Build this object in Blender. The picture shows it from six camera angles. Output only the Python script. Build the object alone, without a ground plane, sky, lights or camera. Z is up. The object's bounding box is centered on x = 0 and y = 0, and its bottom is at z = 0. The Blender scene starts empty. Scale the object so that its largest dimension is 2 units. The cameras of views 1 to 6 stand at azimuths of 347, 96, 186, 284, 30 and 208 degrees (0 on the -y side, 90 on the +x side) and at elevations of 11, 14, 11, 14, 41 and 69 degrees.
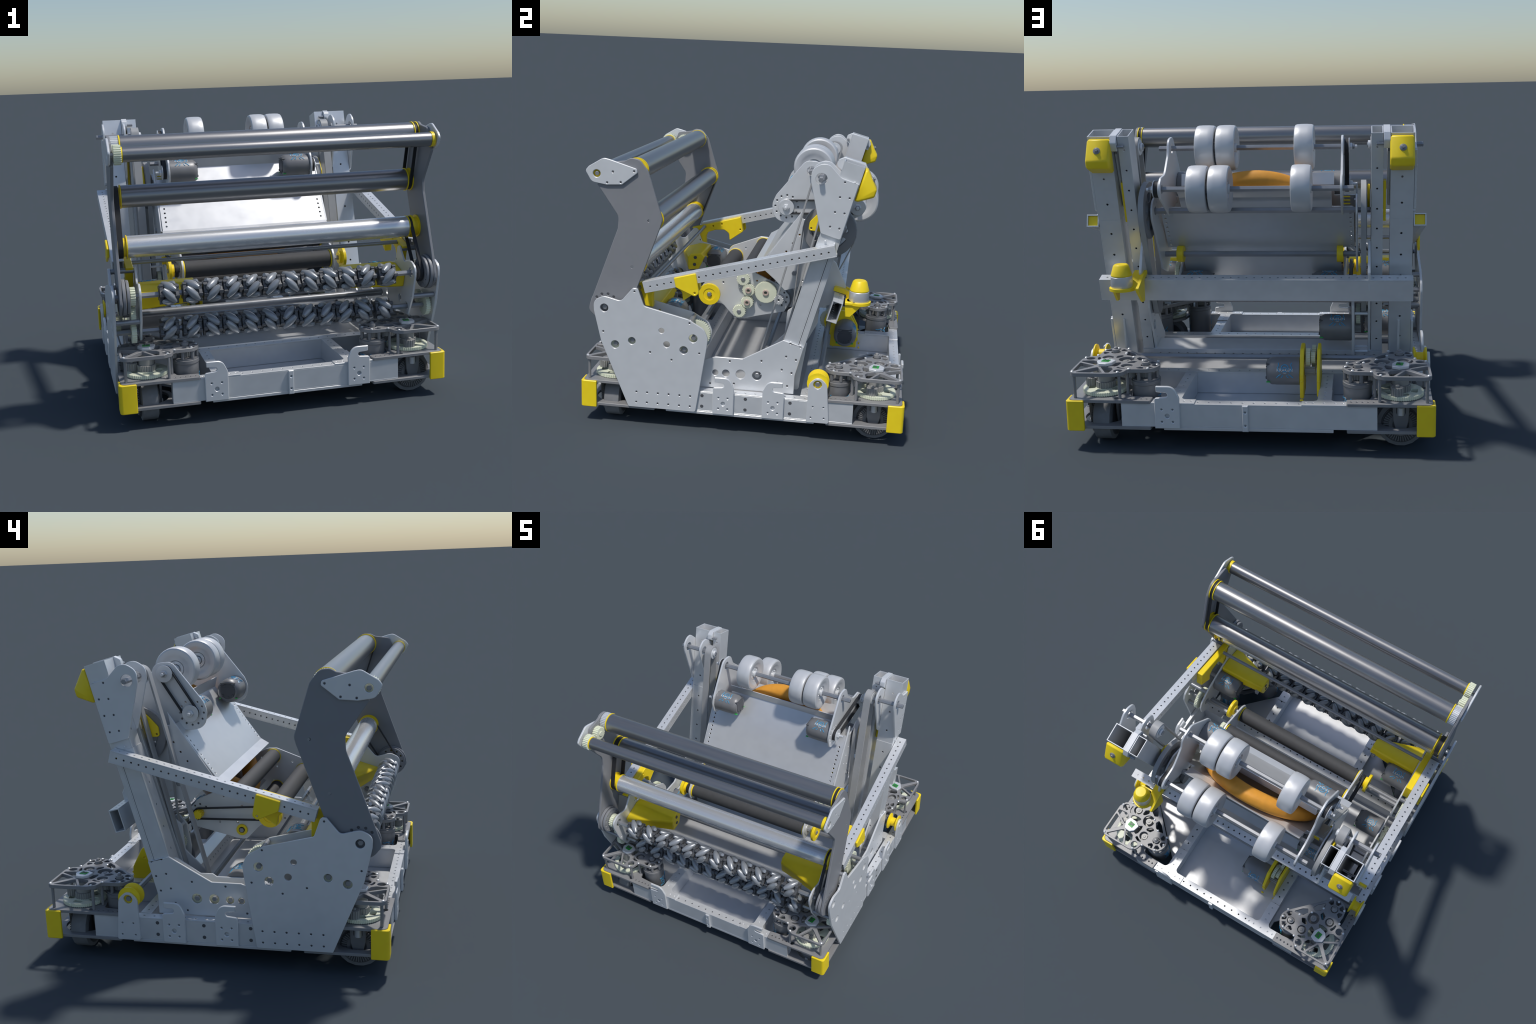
# Competition robot: swerve chassis, over-the-bumper intake, indexer, shooter hood,
# two leaning lift towers, plus the orange foam ring it carries.
import bpy, bmesh, math, random
from mathutils import Vector, Matrix
random.seed(7)
pi = math.pi
S = bpy.context.scene

# ------------------------------------------------------------------ materials
def material(name, col, rough=0.45, metal=0.0, var=0.06, scale=14.0, bump=0.0, coat=0.0, streak=None, spec=0.5):
    m = bpy.data.materials.new(name); m.use_nodes = True
    nt = m.node_tree; N = nt.nodes; L = nt.links
    bs = N["Principled BSDF"]
    tc = N.new("ShaderNodeTexCoord"); mp = N.new("ShaderNodeMapping")
    L.new(tc.outputs["Object"], mp.inputs["Vector"])
    if streak: mp.inputs["Scale"].default_value = streak
    no = N.new("ShaderNodeTexNoise"); no.inputs["Scale"].default_value = scale
    no.inputs["Detail"].default_value = 4.0
    L.new(mp.outputs["Vector"], no.inputs["Vector"])
    cr = N.new("ShaderNodeValToRGB")
    a = [c * (1 - var) for c in col]; b = [min(1, c * (1 + var)) for c in col]
    cr.color_ramp.elements[0].position = 0.3; cr.color_ramp.elements[0].color = (*a, 1)
    cr.color_ramp.elements[1].position = 0.7; cr.color_ramp.elements[1].color = (*b, 1)
    L.new(no.outputs["Fac"], cr.inputs["Fac"]); L.new(cr.outputs["Color"], bs.inputs["Base Color"])
    mr = N.new("ShaderNodeMapRange")
    mr.inputs["To Min"].default_value = max(0.02, rough - 0.06); mr.inputs["To Max"].default_value = rough + 0.06
    L.new(no.outputs["Fac"], mr.inputs["Value"]); L.new(mr.outputs["Result"], bs.inputs["Roughness"])
    bs.inputs["Metallic"].default_value = metal
    bs.inputs["Coat Weight"].default_value = coat
    bs.inputs["Specular IOR Level"].default_value = spec
    if bump:
        n2 = N.new("ShaderNodeTexNoise"); n2.inputs["Scale"].default_value = 180
        L.new(tc.outputs["Object"], n2.inputs["Vector"])
        bp = N.new("ShaderNodeBump"); bp.inputs["Strength"].default_value = bump; bp.inputs["Distance"].default_value = 0.002
        L.new(n2.outputs["Fac"], bp.inputs["Height"]); L.new(bp.outputs["Normal"], bs.inputs["Normal"])
    return m

M_ALU = material("brushed_aluminium", (0.74, 0.755, 0.77), 0.34, 0.40, 0.03)
M_PLATE = material("pale_plate", (0.74, 0.755, 0.77), 0.36, 0.28, 0.02)
M_WHITE = material("white_sheet", (0.75, 0.76, 0.775), 0.36, 0.48, 0.02)
M_ARM   = material("grey_arm_plate", (0.24, 0.245, 0.26), 0.45, 0.0, 0.02)
M_ROLL = material("satin_tube", (0.30, 0.30, 0.305), 0.32, 0.8, 0.04, 6, streak=(0.4, 8, 8))
M_BRIGHT = material("bright_tube", (0.74, 0.75, 0.765), 0.26, 0.6, 0.03, 6, streak=(0.4, 8, 8))
M_STEEL = material("steel_shaft", (0.33, 0.34, 0.36), 0.35, 0.5, 0.05)
M_MOTOR = material("motor_grey", (0.215, 0.217, 0.224), 0.40, 0.15, 0.06)
M_DARK = material("dark_plastic", (0.085, 0.087, 0.094), 0.42, 0.0, 0.08)
M_MODUL = material("module_grey", (0.27, 0.27, 0.275), 0.42, 0.1, 0.05)
M_TREAD = material("grey_tread", (0.21, 0.215, 0.225), 0.7, 0.0, 0.08, 30, bump=0.25)
M_BELT  = material("black_rubber", (0.022, 0.023, 0.026), 0.6, 0.0, 0.15, 40, bump=0.2)
M_FOAMR = material("dark_roller_foam", (0.06, 0.061, 0.064), 0.7, 0.0, 0.08, 40, bump=0.2)
M_YEL = material("yellow_print", (1.0, 0.735, 0.015), 0.42, 0.0, 0.03, 20)
M_CREAM = material("cream_gear", (0.76, 0.79, 0.62), 0.45, 0.0, 0.05, 20)
M_HUB   = material("hub_grey", (0.34, 0.34, 0.33), 0.4, 0.1, 0.06)
M_TYRE = material("pale_rubber_wheel", (0.64, 0.65, 0.665), 0.42, 0.25, 0.02)
M_MROLL = material("mecanum_roller_grey", (0.34, 0.36, 0.385), 0.33, 0.35, 0.04)
M_MHUB = material("mecanum_hub_dark", (0.10, 0.104, 0.112), 0.42, 0.2, 0.08)
M_ORANGE= material("orange_foam", (0.78, 0.34, 0.035), 0.6, 0.0, 0.05, 30, bump=0.15)
M_GREEN = material("green_board", (0.02, 0.33, 0.04), 0.4, 0.0, 0.25, 60)
M_LED   = material("green_stripe", (0.05, 0.5, 0.10), 0.4, 0.0, 0.05)
M_BLUE  = material("blue_print", (0.06, 0.36, 0.62), 0.4, 0.0, 0.03)
M_INK   = material("white_print", (0.75, 0.75, 0.75), 0.4, 0.0, 0.03)
M_LIME  = material("lime_print", (0.45, 0.6, 0.15), 0.4, 0.0, 0.03)
M_BRONZE= material("bronze_bush", (0.62, 0.48, 0.42), 0.4, 0.1, 0.05)
M_STRAP = material("grey_strap", (0.36, 0.365, 0.37), 0.5, 0.0, 0.04)

# ------------------------------------------------------------------ geometry
AX = {"x": Matrix(((0, 0, 1, 0), (1, 0, 0, 0), (0, 1, 0, 0), (0, 0, 0, 1))),   # (u,v,w)->(y,z,x)
      "y": Matrix(((1, 0, 0, 0), (0, 0, 1, 0), (0, 1, 0, 0), (0, 0, 0, 1))),   # (u,v,w)->(x,z,y)
      "z": Matrix.Identity(4)}

def xform(g, m):
    V, F = g
    V = [tuple(m @ Vector(v)) for v in V]
    if m.to_3x3().determinant() < 0: F = [tuple(reversed(f)) for f in F]
    return (V, F)
def mirx(g): return xform(g, Matrix.Diagonal((-1, 1, 1, 1)))
def move(g, x=0, y=0, z=0): return xform(g, Matrix.Translation((x, y, z)))
def join(gs):
    V = []; F = []
    for v, f in gs:
        o = len(V); V += list(v); F += [tuple(i + o for i in q) for q in f]
    return (V, F)

def fillet(pts, n=6):
    """polygon of (u,v) or (u,v,r): corners with r are rounded"""
    out = []; k = len(pts)
    for i, p in enumerate(pts):
        r = p[2] if len(p) > 2 else 0
        b = Vector(p[:2])
        if r <= 0: out.append(tuple(b)); continue
        a = Vector(pts[i - 1][:2]); c = Vector(pts[(i + 1) % k][:2])
        d1 = (a - b); d2 = (c - b); l1 = d1.length; l2 = d2.length; d1 /= l1; d2 /= l2
        ang = max(1e-3, min(pi - 1e-3, d1.angle(d2)))
        t = min(r / math.tan(ang / 2), l1 * .49, l2 * .49); rr = t * math.tan(ang / 2)
        cen = b + (d1 + d2).normalized() * (rr / math.sin(ang / 2))
        s = b + d1 * t - cen; e = b + d2 * t - cen
        a0 = math.atan2(s.y, s.x); a1 = math.atan2(e.y, e.x)
        da = (a1 - a0 + pi) % (2 * pi) - pi
        m = max(2, int(n * abs(da) / (pi / 2)) + 1)
        for j in range(m + 1):
            q = a0 + da * j / m; out.append((cen.x + rr * math.cos(q), cen.y + rr * math.sin(q)))
    return out
def circ(u, v, r, n=16, a0=0.0): return [(u + r * math.cos(a0 + 2 * pi * i / n), v + r * math.sin(a0 + 2 * pi * i / n)) for i in range(n)]
def hull2(c1, r1, c2, r2, n=14):
    """outline of a belt / lobe running round two circles"""
    c1 = Vector(c1); c2 = Vector(c2); d = c2 - c1; L = d.length; th = math.atan2(d.y, d.x)
    be = math.acos(max(-1, min(1, (r1 - r2) / L)))
    out = []
    for i in range(n + 1):
        q = th + be + (2 * pi - 2 * be) * i / n; out.append((c1.x + r1 * math.cos(q), c1.y + r1 * math.sin(q)))
    for i in range(n + 1):
        q = th - be + (2 * be) * i / n; out.append((c2.x + r2 * math.cos(q), c2.y + r2 * math.sin(q)))
    return out
def slab(axis, outline, w0, w1, holes=(), bev=0.0012):
    """plate cut from an outline with holes, extruded from w0 to w1 along axis, edges chamfered"""
    if w1 < w0: w0, w1 = w1, w0
    cu = bpy.data.curves.new("tmp", "CURVE"); cu.dimensions = "2D"; cu.fill_mode = "BOTH"
    b = min(bev, (w1 - w0) * .3)
    cu.extrude = (w1 - w0) / 2 - b; cu.bevel_depth = b; cu.bevel_resolution = 0; cu.offset = -b
    for pts in [outline] + list(holes):
        sp = cu.splines.new("POLY"); sp.points.add(len(pts) - 1)
        for p, q in zip(sp.points, pts): p.co = (q[0], q[1], 0, 1)
        sp.use_cyclic_u = True
    ob = bpy.data.objects.new("tmp", cu)
    me = bpy.data.meshes.new_from_object(ob)
    g = ([tuple(v.co) for v in me.vertices], [tuple(p.vertices) for p in me.polygons])
    bpy.data.objects.remove(ob); bpy.data.curves.remove(cu); bpy.data.meshes.remove(me)
    return xform(xform(g, Matrix.Translation((0, 0, (w0 + w1) / 2))), AX[axis])
def holes(pts, r=0.008, n=8): return [circ(p[0], p[1], r, n) for p in pts]
def box(x0, x1, y0, y1, z0, z1, bev=0.002):
    return slab("z", [(x0, y0), (x1, y0), (x1, y1), (x0, y1)], z0, z1, bev=bev)
def lathe(axis, c, prof, n=24, closed=False):
    """revolve profile [(w, r)] about an axis through c (two in-plane coordinates)"""
    V = []; F = []
    for w, r in prof:
        for i in range(n):
            a = 2 * pi * i / n; V.append((c[0] + r * math.cos(a), c[1] + r * math.sin(a), w))
    m = len(prof)
    for j in range(m - 1 + (1 if closed else 0)):
        k = (j + 1) % m
        for i in range(n):
            F.append((j * n + i, j * n + (i + 1) % n, k * n + (i + 1) % n, k * n + i))
    if not closed:
        F.append(tuple(reversed(range(n)))); F.append(tuple((m - 1) * n + i for i in range(n)))
    if axis == "y": F = [tuple(reversed(f)) for f in F]
    V = [tuple(AX[axis] @ Vector(v)) for v in V]
    return (V, F)
def cyl(axis, c, r, w0, w1, n=20, b=0.002):
    if w1 < w0: w0, w1 = w1, w0
    return lathe(axis, c, [(w0, r - b), (w0 + b, r), (w1 - b, r), (w1, r - b)], n)
def hexbar(axis, c, r, w0, w1): return cyl(axis, c, r, w0, w1, 6, 0.003)
def tube(axis, c, ro, ri, w0, w1, n=32, b=0.0015):
    return lathe(axis, c, [(w0, ri), (w0, ro - b), (w0 + b, ro), (w1 - b, ro), (w1, ro - b), (w1, ri)], n, True)
def gear(axis, c, r, teeth, w0, w1, bore=0.0, dep=None, rot=0.0, extra=()):
    dep = dep or 2.2 * r / teeth; P = []
    for i in range(teeth):
        a = rot + 2 * pi * i / teeth; s = 2 * pi / teeth
        for f, rr in ((-.30, r - dep), (-.14, r), (.14, r), (.30, r - dep)):
            P.append((c[0] + rr * math.cos(a + f * s), c[1] + rr * math.sin(a + f * s)))
    hs = ([circ(c[0], c[1], bore, 6)] if bore else []) + list(extra)
    return slab(axis, P, w0, w1, hs, 0.0008)
def loop(axis, c1, r1, c2, r2, w0, w1, t=0.008):
    return slab(axis, hull2(c1, r1 + t, c2, r2 + t), w0, w1, [hull2(c1, r1, c2, r2)], 0.001)
def sheet(prof, x0, x1, t=0.006):
    """folded sheet: open profile (y,z) of thickness t, swept along x"""
    P = [Vector(p) for p in prof]; nrm = []
    for i in range(len(P)):
        a = P[max(0, i - 1)]; b = P[min(len(P) - 1, i + 1)]; d = (b - a).normalized(); nrm.append(Vector((-d.y, d.x)))
    out = [tuple(p + n * t / 2) for p, n in zip(P, nrm)] + [tuple(p - n * t / 2) for p, n in reversed(list(zip(P, nrm)))]
    return slab("x", out, x0, x1, bev=0.001)
def pipe(path, r, n=8):
    """thin round tube along a 3D polyline"""
    V = []; F = []; m = len(path)
    for i, p in enumerate(path):
        p = Vector(p); d = (Vector(path[min(m - 1, i + 1)]) - Vector(path[max(0, i - 1)])).normalized()
        u = d.orthogonal().normalized() if i == 0 else (u - d * u.dot(d)).normalized(); w = d.cross(u)
        for k in range(n):
            a = 2 * pi * k / n; V.append(tuple(p + (u * math.cos(a) + w * math.sin(a)) * r))
    for i in range(m - 1):
        for k in range(n): F.append((i * n + k, i * n + (k + 1) % n, (i + 1) * n + (k + 1) % n, (i + 1) * n + k))
    F.append(tuple(reversed(range(n)))); F.append(tuple((m - 1) * n + k for k in range(n)))
    return (V, F)
def boxtube(L, w, h, t=0.006, pitch=None, r=0.006, sides="th", rows=1):
    """square tube along +x from 0..L, width w (y), height h (z) centred; punched with holes"""
    pts = []
    if pitch:
        k = int((L - .04) / pitch)
        pts = [(.02 + pitch * (i + .5) * (L - .04) / (k * pitch), 0) for i in range(k)]
    hh = holes(pts, r)
    rect = lambda a: [(0, -a), (L, -a), (L, a), (0, a)]
    g = []
    for s in (1, -1):
        z0, z1 = (h / 2 - t, h / 2) if s > 0 else (-h / 2, -h / 2 + t)
        g.append(slab("z", rect(w / 2), z0, z1, hh if "t" in sides else (), 0.0006))
        y0, y1 = (w / 2 - t, w / 2) if s > 0 else (-w / 2, -w / 2 + t)
        g.append(slab("y", rect(h / 2 - t - .0003), y0, y1, hh if "h" in sides else (), 0.0003))
    return join(g)

# ------------------------------------------------------------------ objects
def mesh_of(name, geoms, mat, ang=35):
    V, F = join(geoms) if isinstance(geoms, list) else geoms
    me = bpy.data.meshes.new(name); me.from_pydata(V, [], F); me.update()
    bm = bmesh.new(); bm.from_mesh(me)
    bmesh.ops.remove_doubles(bm, verts=bm.verts, dist=1e-6)
    bmesh.ops.recalc_face_normals(bm, faces=bm.faces)
    bm.to_mesh(me); bm.free()
    me.shade_smooth(); me.set_sharp_from_angle(angle=math.radians(ang))
    me.materials.append(mat); return me
def place(name, me, parent=None, mat4=None):
    ob = bpy.data.objects.new(name, me); S.collection.objects.link(ob)
    if parent: ob.parent = parent
    if mat4 is not None: ob.matrix_local = mat4
    return ob
def part(name, geoms, mat, parent=None, ang=35): return place(name, mesh_of(name, geoms, mat, ang), parent)
def pair(name, geoms, mat, parent):
    a = part(name, geoms, mat, parent)
    g = join(geoms) if isinstance(geoms, list) else geoms
    return a, part(name, mirx(g), mat, parent)
def dark_plugs(pts, w0, w1, parent, r=.0062, axis="x"):
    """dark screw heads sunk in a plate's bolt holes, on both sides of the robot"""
    for o in (part("dark_plug", [cyl(axis, p, r, w0, w1, 8, .001) for p in pts], M_DARK, parent), part("dark_plug", [mirx(cyl(axis, p, r, w0, w1, 8, .001)) for p in pts], M_DARK, parent)):
        o["kind"] = "stuff"
def both(g):
    g = join(g) if isinstance(g, list) else g
    return [g, mirx(g)]

robot = bpy.data.objects.new("competition_robot", None); S.collection.objects.link(robot)
robot["label"] = "Silver wheeled robot with yellow printed parts and roller arm"
robot["category"] = "mobile robot"

# =================================================================== chassis
def at(g, o, ex, ey, ez):
    m = Matrix((ex, ey, ez)).transposed().to_4x4(); m.translation = Vector(o); return xform(g, m)
side = boxtube(1.386, 0.064, 0.131, 0.007, 0.06, 0.006, "t")
peri = []
for k in range(4):
    R = Matrix.Rotation(k * pi / 2, 4, "Z")
    peri.append(xform(move(side, -0.693, -0.951, 0.1965), R))
chassis = part("chassis_frame", peri, M_ALU, robot)
for s in (1, -1):
    pass
    for y0, y1 in ((-.918, -.422), (.438, .918)): part("inner_rail", at(boxtube(y1 - y0, .068, .130, .007, .06, .006, "t"), (s * .41, y0, .1965), Vector((0, 1, 0)), Vector((-1, 0, 0)), Vector((0, 0, 1))), M_ALU, chassis)
for y, w, h in ((-.394, .084, .13), (.40, .068, .13)):
    part("cross_tube", [move(boxtube(1.836, w, h + .002, .007, .06, .006, "t"), -.918, y, .1975)], M_ALU, chassis)
pan = [(-.46, -.984), (.46, -.984), (.46, -.84), (.84, -.46), (.984, -.46), (.984, .46), (.84, .46), (.46, .84), (.46, .984), (-.46, .984), (-.46, .84), (-.84, .46), (-.984, .46), (-.984, -.46), (-.84, -.46), (-.46, -.84)]
part("belly_pan", slab("z", pan, .1128, .1302), M_WHITE, chassis)
# gusset plates lapping the joints of rails and frame
for s in (1, -1):
    for t in (1, -1):
        o = [(.29, .984), (.29, .921), (.372, .921, .03), (.372, .74), (.448, .74), (.448, .921, .03), (.53, .921), (.53, .984)]
        o = [(p[0] * s, p[1] * t) + tuple(p[2:]) for p in o]
        part("gusset_plate", slab("z", fillet(o), .2622, .2685, holes([(s * x, t * .953) for x in (.31, .35, .41, .47, .51)] + [(s * .41, t * y) for y in (.88, .83, .78)], .006)), M_ALU, chassis)
# lifting hooks
def hook(axis, u0, u1, w0, w1, opn):
    W = u1 - u0
    o = [(0, .127), (W, .127), (W, .292), (.95 * W, .30, .008), (.47 * W, .306, .012), (.47 * W, .33, .012), (.92 * W, .334, .004), (.93 * W, .366, .004), (.22 * W, .366, .05), (0, .30, .03)]
    if opn < 0: o = [(W - p[0],) + p[1:] for p in o]
    o = [(p[0] + u0,) + p[1:] for p in o]
    hp = [(u0 + W * f, z) for f in (.28, .72) for z in (.165, .235)]
    return slab(axis, fillet(o), w0, w1, holes(hp, .006) + [circ((u0 + u1) / 2, .198, .013, 14)], .003)
hk = [hook("y", .368, .505, -1.0, -.984, 1), hook("y", -.505, -.368, -1.0, -.984, -1), hook("y", .368, .505, .984, 1.0, 1),]
for s in (1, -1):
    hk.append(hook("x", -.166, -.036, s * .984, s * 1.0, -1)); hk.append(hook("x", .14, .272, s * .984, s * 1.0, 1))
for h in hk: part("lifting_hook", h, M_PLATE, chassis)
for s in (1, -1):
    part("frame_clip", [slab("y", [(-.004, .115), (.028, .115), (.028, .262), (-.004, .262)], s * .984, s * 1.0, holes([(.012, .15), (.012, .225)], .006), .004)], M_PLATE, chassis)
part("side_bracket", both(slab("x", fillet([(.412, .128, .01), (.55, .128, .01), (.53, .375, .055), (.474, .428, .06), (.418, .375, .055)]), .984, 1.0, [circ(.472, .374, .027)] + holes([(.44, .16), (.52, .16), (.45, .23), (.515, .23)], .006))), M_PLATE, chassis)

# ============================================================ drive modules
NK = 4
def motor_geo(L=.19, r=.08):
    """motor along +x from its mounting face at 0"""
    body = lathe("x", (0, 0), [(0, .03), (0, r - .004), (.004, r), (L * .72, r), (L * .74, r - .001), (L * .86, r - .001), (L * .99, r * .80), (L, r * .76)], 28)
    fins = [box(L * .55, L + .004, -.05, .05, z, z + .006, .001) for z in (.022, .036, .050)]
    return body, fins
LOGO = None
def wrap(p, r, a0, x0):
    """flat logo coordinates (along axis, round the barrel) on to a barrel of radius r"""
    a = a0 + p[1] / r; return (x0 + p[0], r * math.cos(a), r * math.sin(a))
def logo_geo(r, x0=.075, a0=pi * .35, sx=1.0, size=1.0, sy=1):
    st = []
    arc = lambda cx, cy, rr, a, b, n=10: [(cx + rr * math.cos(a + (b - a) * i / n), cy + rr * math.sin(a + (b - a) * i / n)) for i in range(n + 1)]
    st.append(arc(0, .010, .020, -.5, pi + .5)); st.append(arc(0, .004, .010, -.2, pi + .2))
    st.append(arc(0, -.018, .010, .2, pi - .2))
    for s in (1, -1):
        st.append([(s * .026, -.014), (s * .036, -.004), (s * .040, .012), (s * .034, .026), (s * .038, .042)])
        st.append([(s * .022, -.026), (s * .032, -.032), (s * .042, -.042), (s * .048, -.046)])
        st.append([(s * .012, -.030), (s * .014, -.040), (s * .022, -.046)])
    g = [pipe([wrap((sx * p[0] * size, sy * p[1] * size), r + .0004, a0, x0) for p in s], .0026 * size, 5) for s in st]
    return join(g)
def text_geo(txt, size, r, x0, a0, sx=1.0, dy=0.0, sy=1):
    cu = bpy.data.curves.new("tmp", "FONT"); cu.body = txt; cu.size = size; cu.align_x = "CENTER"; cu.extrude = .0008; cu.resolution_u = 2
    ob = bpy.data.objects.new("tmp", cu); me = bpy.data.meshes.new_from_object(ob)
    V = []
    for v in me.vertices:
        p = v.co
        a = a0 + sy * (p.y + dy) / r; rr = r + .0006 + p.z
        V.append((x0 + sx * p.x, rr * math.cos(a), rr * math.sin(a)))
    F = [tuple(q.vertices) for q in me.polygons]
    bpy.data.objects.remove(ob); bpy.data.curves.remove(cu); bpy.data.meshes.remove(me)
    return (V, F)
mb, mf = motor_geo()
ME_MOTOR = mesh_of("motor", [mb], M_MOTOR)
ME_FIN = mesh_of("motor_controller", mf + [lathe("x", (0, 0), [(.188, .02), (.188, .055), (.1935, .050), (.1935, .02)], 20)] + [cyl("x", (u, v), .009, .19, .198, 10) for u, v in ((-.035, -.03), (0, -.04), (.035, -.03))], M_DARK)
ME_LED = mesh_of("motor_status_light", [box(.17, .192, -.062, -.050, -.052, -.046, .001), box(.17, .192, .050, .062, -.052, -.046, .001)], M_LED)
# lettering is printed to read from outside: FL 1 = upright for a rear-facing barrel side, -1 = turned half round
ME_LOGO = {}; ME_WORD = {}
for fl in (1, -1):
    ME_LOGO[fl] = mesh_of("barrel_emblem", [logo_geo(.080, .085, 0, -fl, 1.0, fl)], M_BLUE)
    ME_WORD[fl] = mesh_of("barrel_lettering", [text_geo("KRAKEN", .024, .080, .085, 0, -fl, -.010, fl), text_geo("X60", .012, .080, .085, 0, -fl, -.022, fl)], M_INK)
def add_motor(parent, y, z, x0, d, up=0.0, name="motor", front=False):
    """motor with its face at x0, barrel running in direction d (+1/-1) along x; up = turn of the emblem about x"""
    m = Matrix.Translation((x0, y, z)) @ Matrix.Rotation(0 if d > 0 else pi, 4, "Z")
    place(name, ME_MOTOR, parent, m); place("motor_controller", ME_FIN, parent, m); place("motor_status_light", ME_LED, parent, m)
    a = up if d > 0 else pi - up
    ml = m @ Matrix.Rotation(a, 4, "X")
    fl = -1 if (front != (d < 0)) else 1
    place("barrel_emblem", ME_LOGO[fl], parent, ml); place("barrel_lettering", ME_WORD[fl], parent, ml)

def build_module():
    P = {}
    base_o = fillet([(.532, .990, .008), (.986, .986, .03), (.990, .532, .008), (.926, .528, .008), (.915, .655, .02), (.75, .685, .03), (.685, .75, .03), (.655, .915, .02), (.528, .926, .008)])
    bh = holes([(x, .958) for x in (.555, .585, .615, .645, .675)] + [(.958, x) for x in (.555, .585, .615, .645, .675)], .006)
    P["drive_module"] = ([slab("z", base_o, .2625, .280, bh + [circ(.82, .82, .10, 28), circ(.72, .95, .018, 12), circ(.95, .72, .018, 12)])], M_MODUL)
    P["lower_ring_plate"] = ([slab("z", base_o, .1135, .1305, [circ(.82, .82, .122, 28)]) , cyl("z", (.60, .955), .008, .103, .1135, 8), cyl("z", (.955, .60), .008, .103, .1135, 8), cyl("z", (.69, .955), .008, .103, .1135, 8), cyl("z", (.955, .69), .008, .103, .1135, 8)], M_MODUL)
    # wheel, axle along x
    P["drive_wheel"] = ([lathe("x", (.82, .128), [(.769, .07), (.769, .112), (.775, .128), (.866, .128), (.872, .112), (.872, .07)], 18)], M_TREAD)
    P["wheel_hub"] = ([tube("x", (.82, .128), .105, .03, .764, .877, 24)] + [gear("x", (.82, .128), .098, 36, .877, .884, .03)], M_DARK)
    teeth = []
    for i in range(40):
        a = 2 * pi * i / 40
        teeth.append(xform(box(.883, .889, .066, .094, -.003, .003, .0005), Matrix.Translation((0, .82, .128)) @ Matrix.Rotation(a, 4, "X")))
    P["bevel_ring"] = (teeth + [tube("x", (.82, .128), .066, .045, .882, .888, 24)], M_MOTOR)
    fork = []
    for x0, x1 in ((.893, .912), (.742, .758)):
        fork.append(slab("x", fillet([(.772, .262), (.868, .262), (.862, .16, .02), (.838, .072, .02), (.802, .072, .02), (.778, .16, .02)]), x0, x1, [fillet([(.796, .195, .008), (.844, .195, .008), (.844, .235, .008), (.796, .235, .008)])], .003))
    fork.append(cyl("z", (.82, .82), .06, .235, .262, 20))
    P["wheel_fork"] = (fork, M_MOTOR)
    P["axle_bolt"] = ([cyl("x", (.82, .105), .014, .912, .922, 12, .004), cyl("x", (.82, .105), .012, .735, .742, 12), cyl("z", (.90, .82), .022, .19, .235, 14)], M_ALU)
    # steering gear
    sl = [fillet([(.82 + math.cos(a) * r_, .82 + math.sin(a) * r_, .008) for a, r_ in ((q - .42, .062), (q + .42, .062), (q + .30, .098), (q - .30, .098))], 3) for q in (0.2, 1.46, 2.72, 3.97, 5.23)]
    P["steering_gear"] = ([gear("z", (.82, .82), .127, 64, .283, .303, .0, None, 0, sl)], M_CREAM)
    P["steering_hub"] = ([gear("z", (.82, .82), .056, 24, .303, .338), cyl("z", (.82, .82), .046, .338, .408, 24), gear("z", (.82 + .085, .82 - .02), .034, 14, .303, .348), cyl("z", (.905, .80), .012, .348, .36, 10)], M_HUB)
    # top plate with lightening holes
    top = []
    m1 = (.822, .588); m2 = (.588, .822); r = .082
    for i in range(9): a = pi * 1.25 + .0 - .12 + (2.15) * i / 8; top.append((m1[0] + r * math.cos(a), m1[1] + r * math.sin(a)))
    top += [(.903, .668, .02), (.955, .682, .03), (.980, .73, .03), (.980, .980, .04), (.73, .980, .03), (.682, .955, .03), (.668, .903, .02)]
    for i in range(9): a = pi * 1.25 + .12 - 2.15 * (1 - i / 8); top.append((m2[0] + r * math.cos(a), m2[1] + r * math.sin(a)))
    # order: the second lobe runs from its far side back to the diagonal
    f = fillet(top)
    def tri(*p): return fillet([q + (.006,) for q in p], 3)
    def swap(h): return [(y, x) for x, y in h]
    half = [circ(m1[0], m1[1], .027), circ(.838, .690, .033, 18), circ(.931, .715, .025, 18)]
    half += [tri((.968, .792), (.870, .845), (.884, .865), (.966, .950)), tri((.967, .758), (.967, .776), (.868, .831), (.862, .806), (.876, .765), (.905, .750))]
    half += [tri((.700, .618), (.750, .572), (.752, .612), (.740, .645), (.706, .668), (.680, .655)), tri((.776, .738), (.806, .734), (.842, .740), (.858, .752), (.848, .774), (.795, .770))]
    half += [tri((.762, .645), (.790, .664), (.792, .694), (.782, .703), (.767, .691), (.752, .670)), tri((.884, .686), (.894, .684), (.894, .712), (.880, .740), (.862, .733), (.877, .710))]
    for q in range(4):                      # curved windows round the motor boss
        a = -2.45 + q * .92
        half.append(tri(*[(m1[0] + rr * math.cos(a + da), m1[1] + rr * math.sin(a + da)) for rr, da in ((.039, -.24), (.039, .24), (.070, .355), (.0705, 0), (.070, -.355))]))
    hs = half + [swap(h) for h in half] + [circ(.722, .722, .044, 20)]
    P["module_top_plate"] = ([slab("z", f, .408, .430, hs, .0015)], M_MODUL)
    P["standoff"] = ([cyl("z", p, .009, .280, .408, 10) for p in ((.955, .955), (.705, .955), (.955, .705), (.68, .88), (.88, .68))], M_MODUL)
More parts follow.
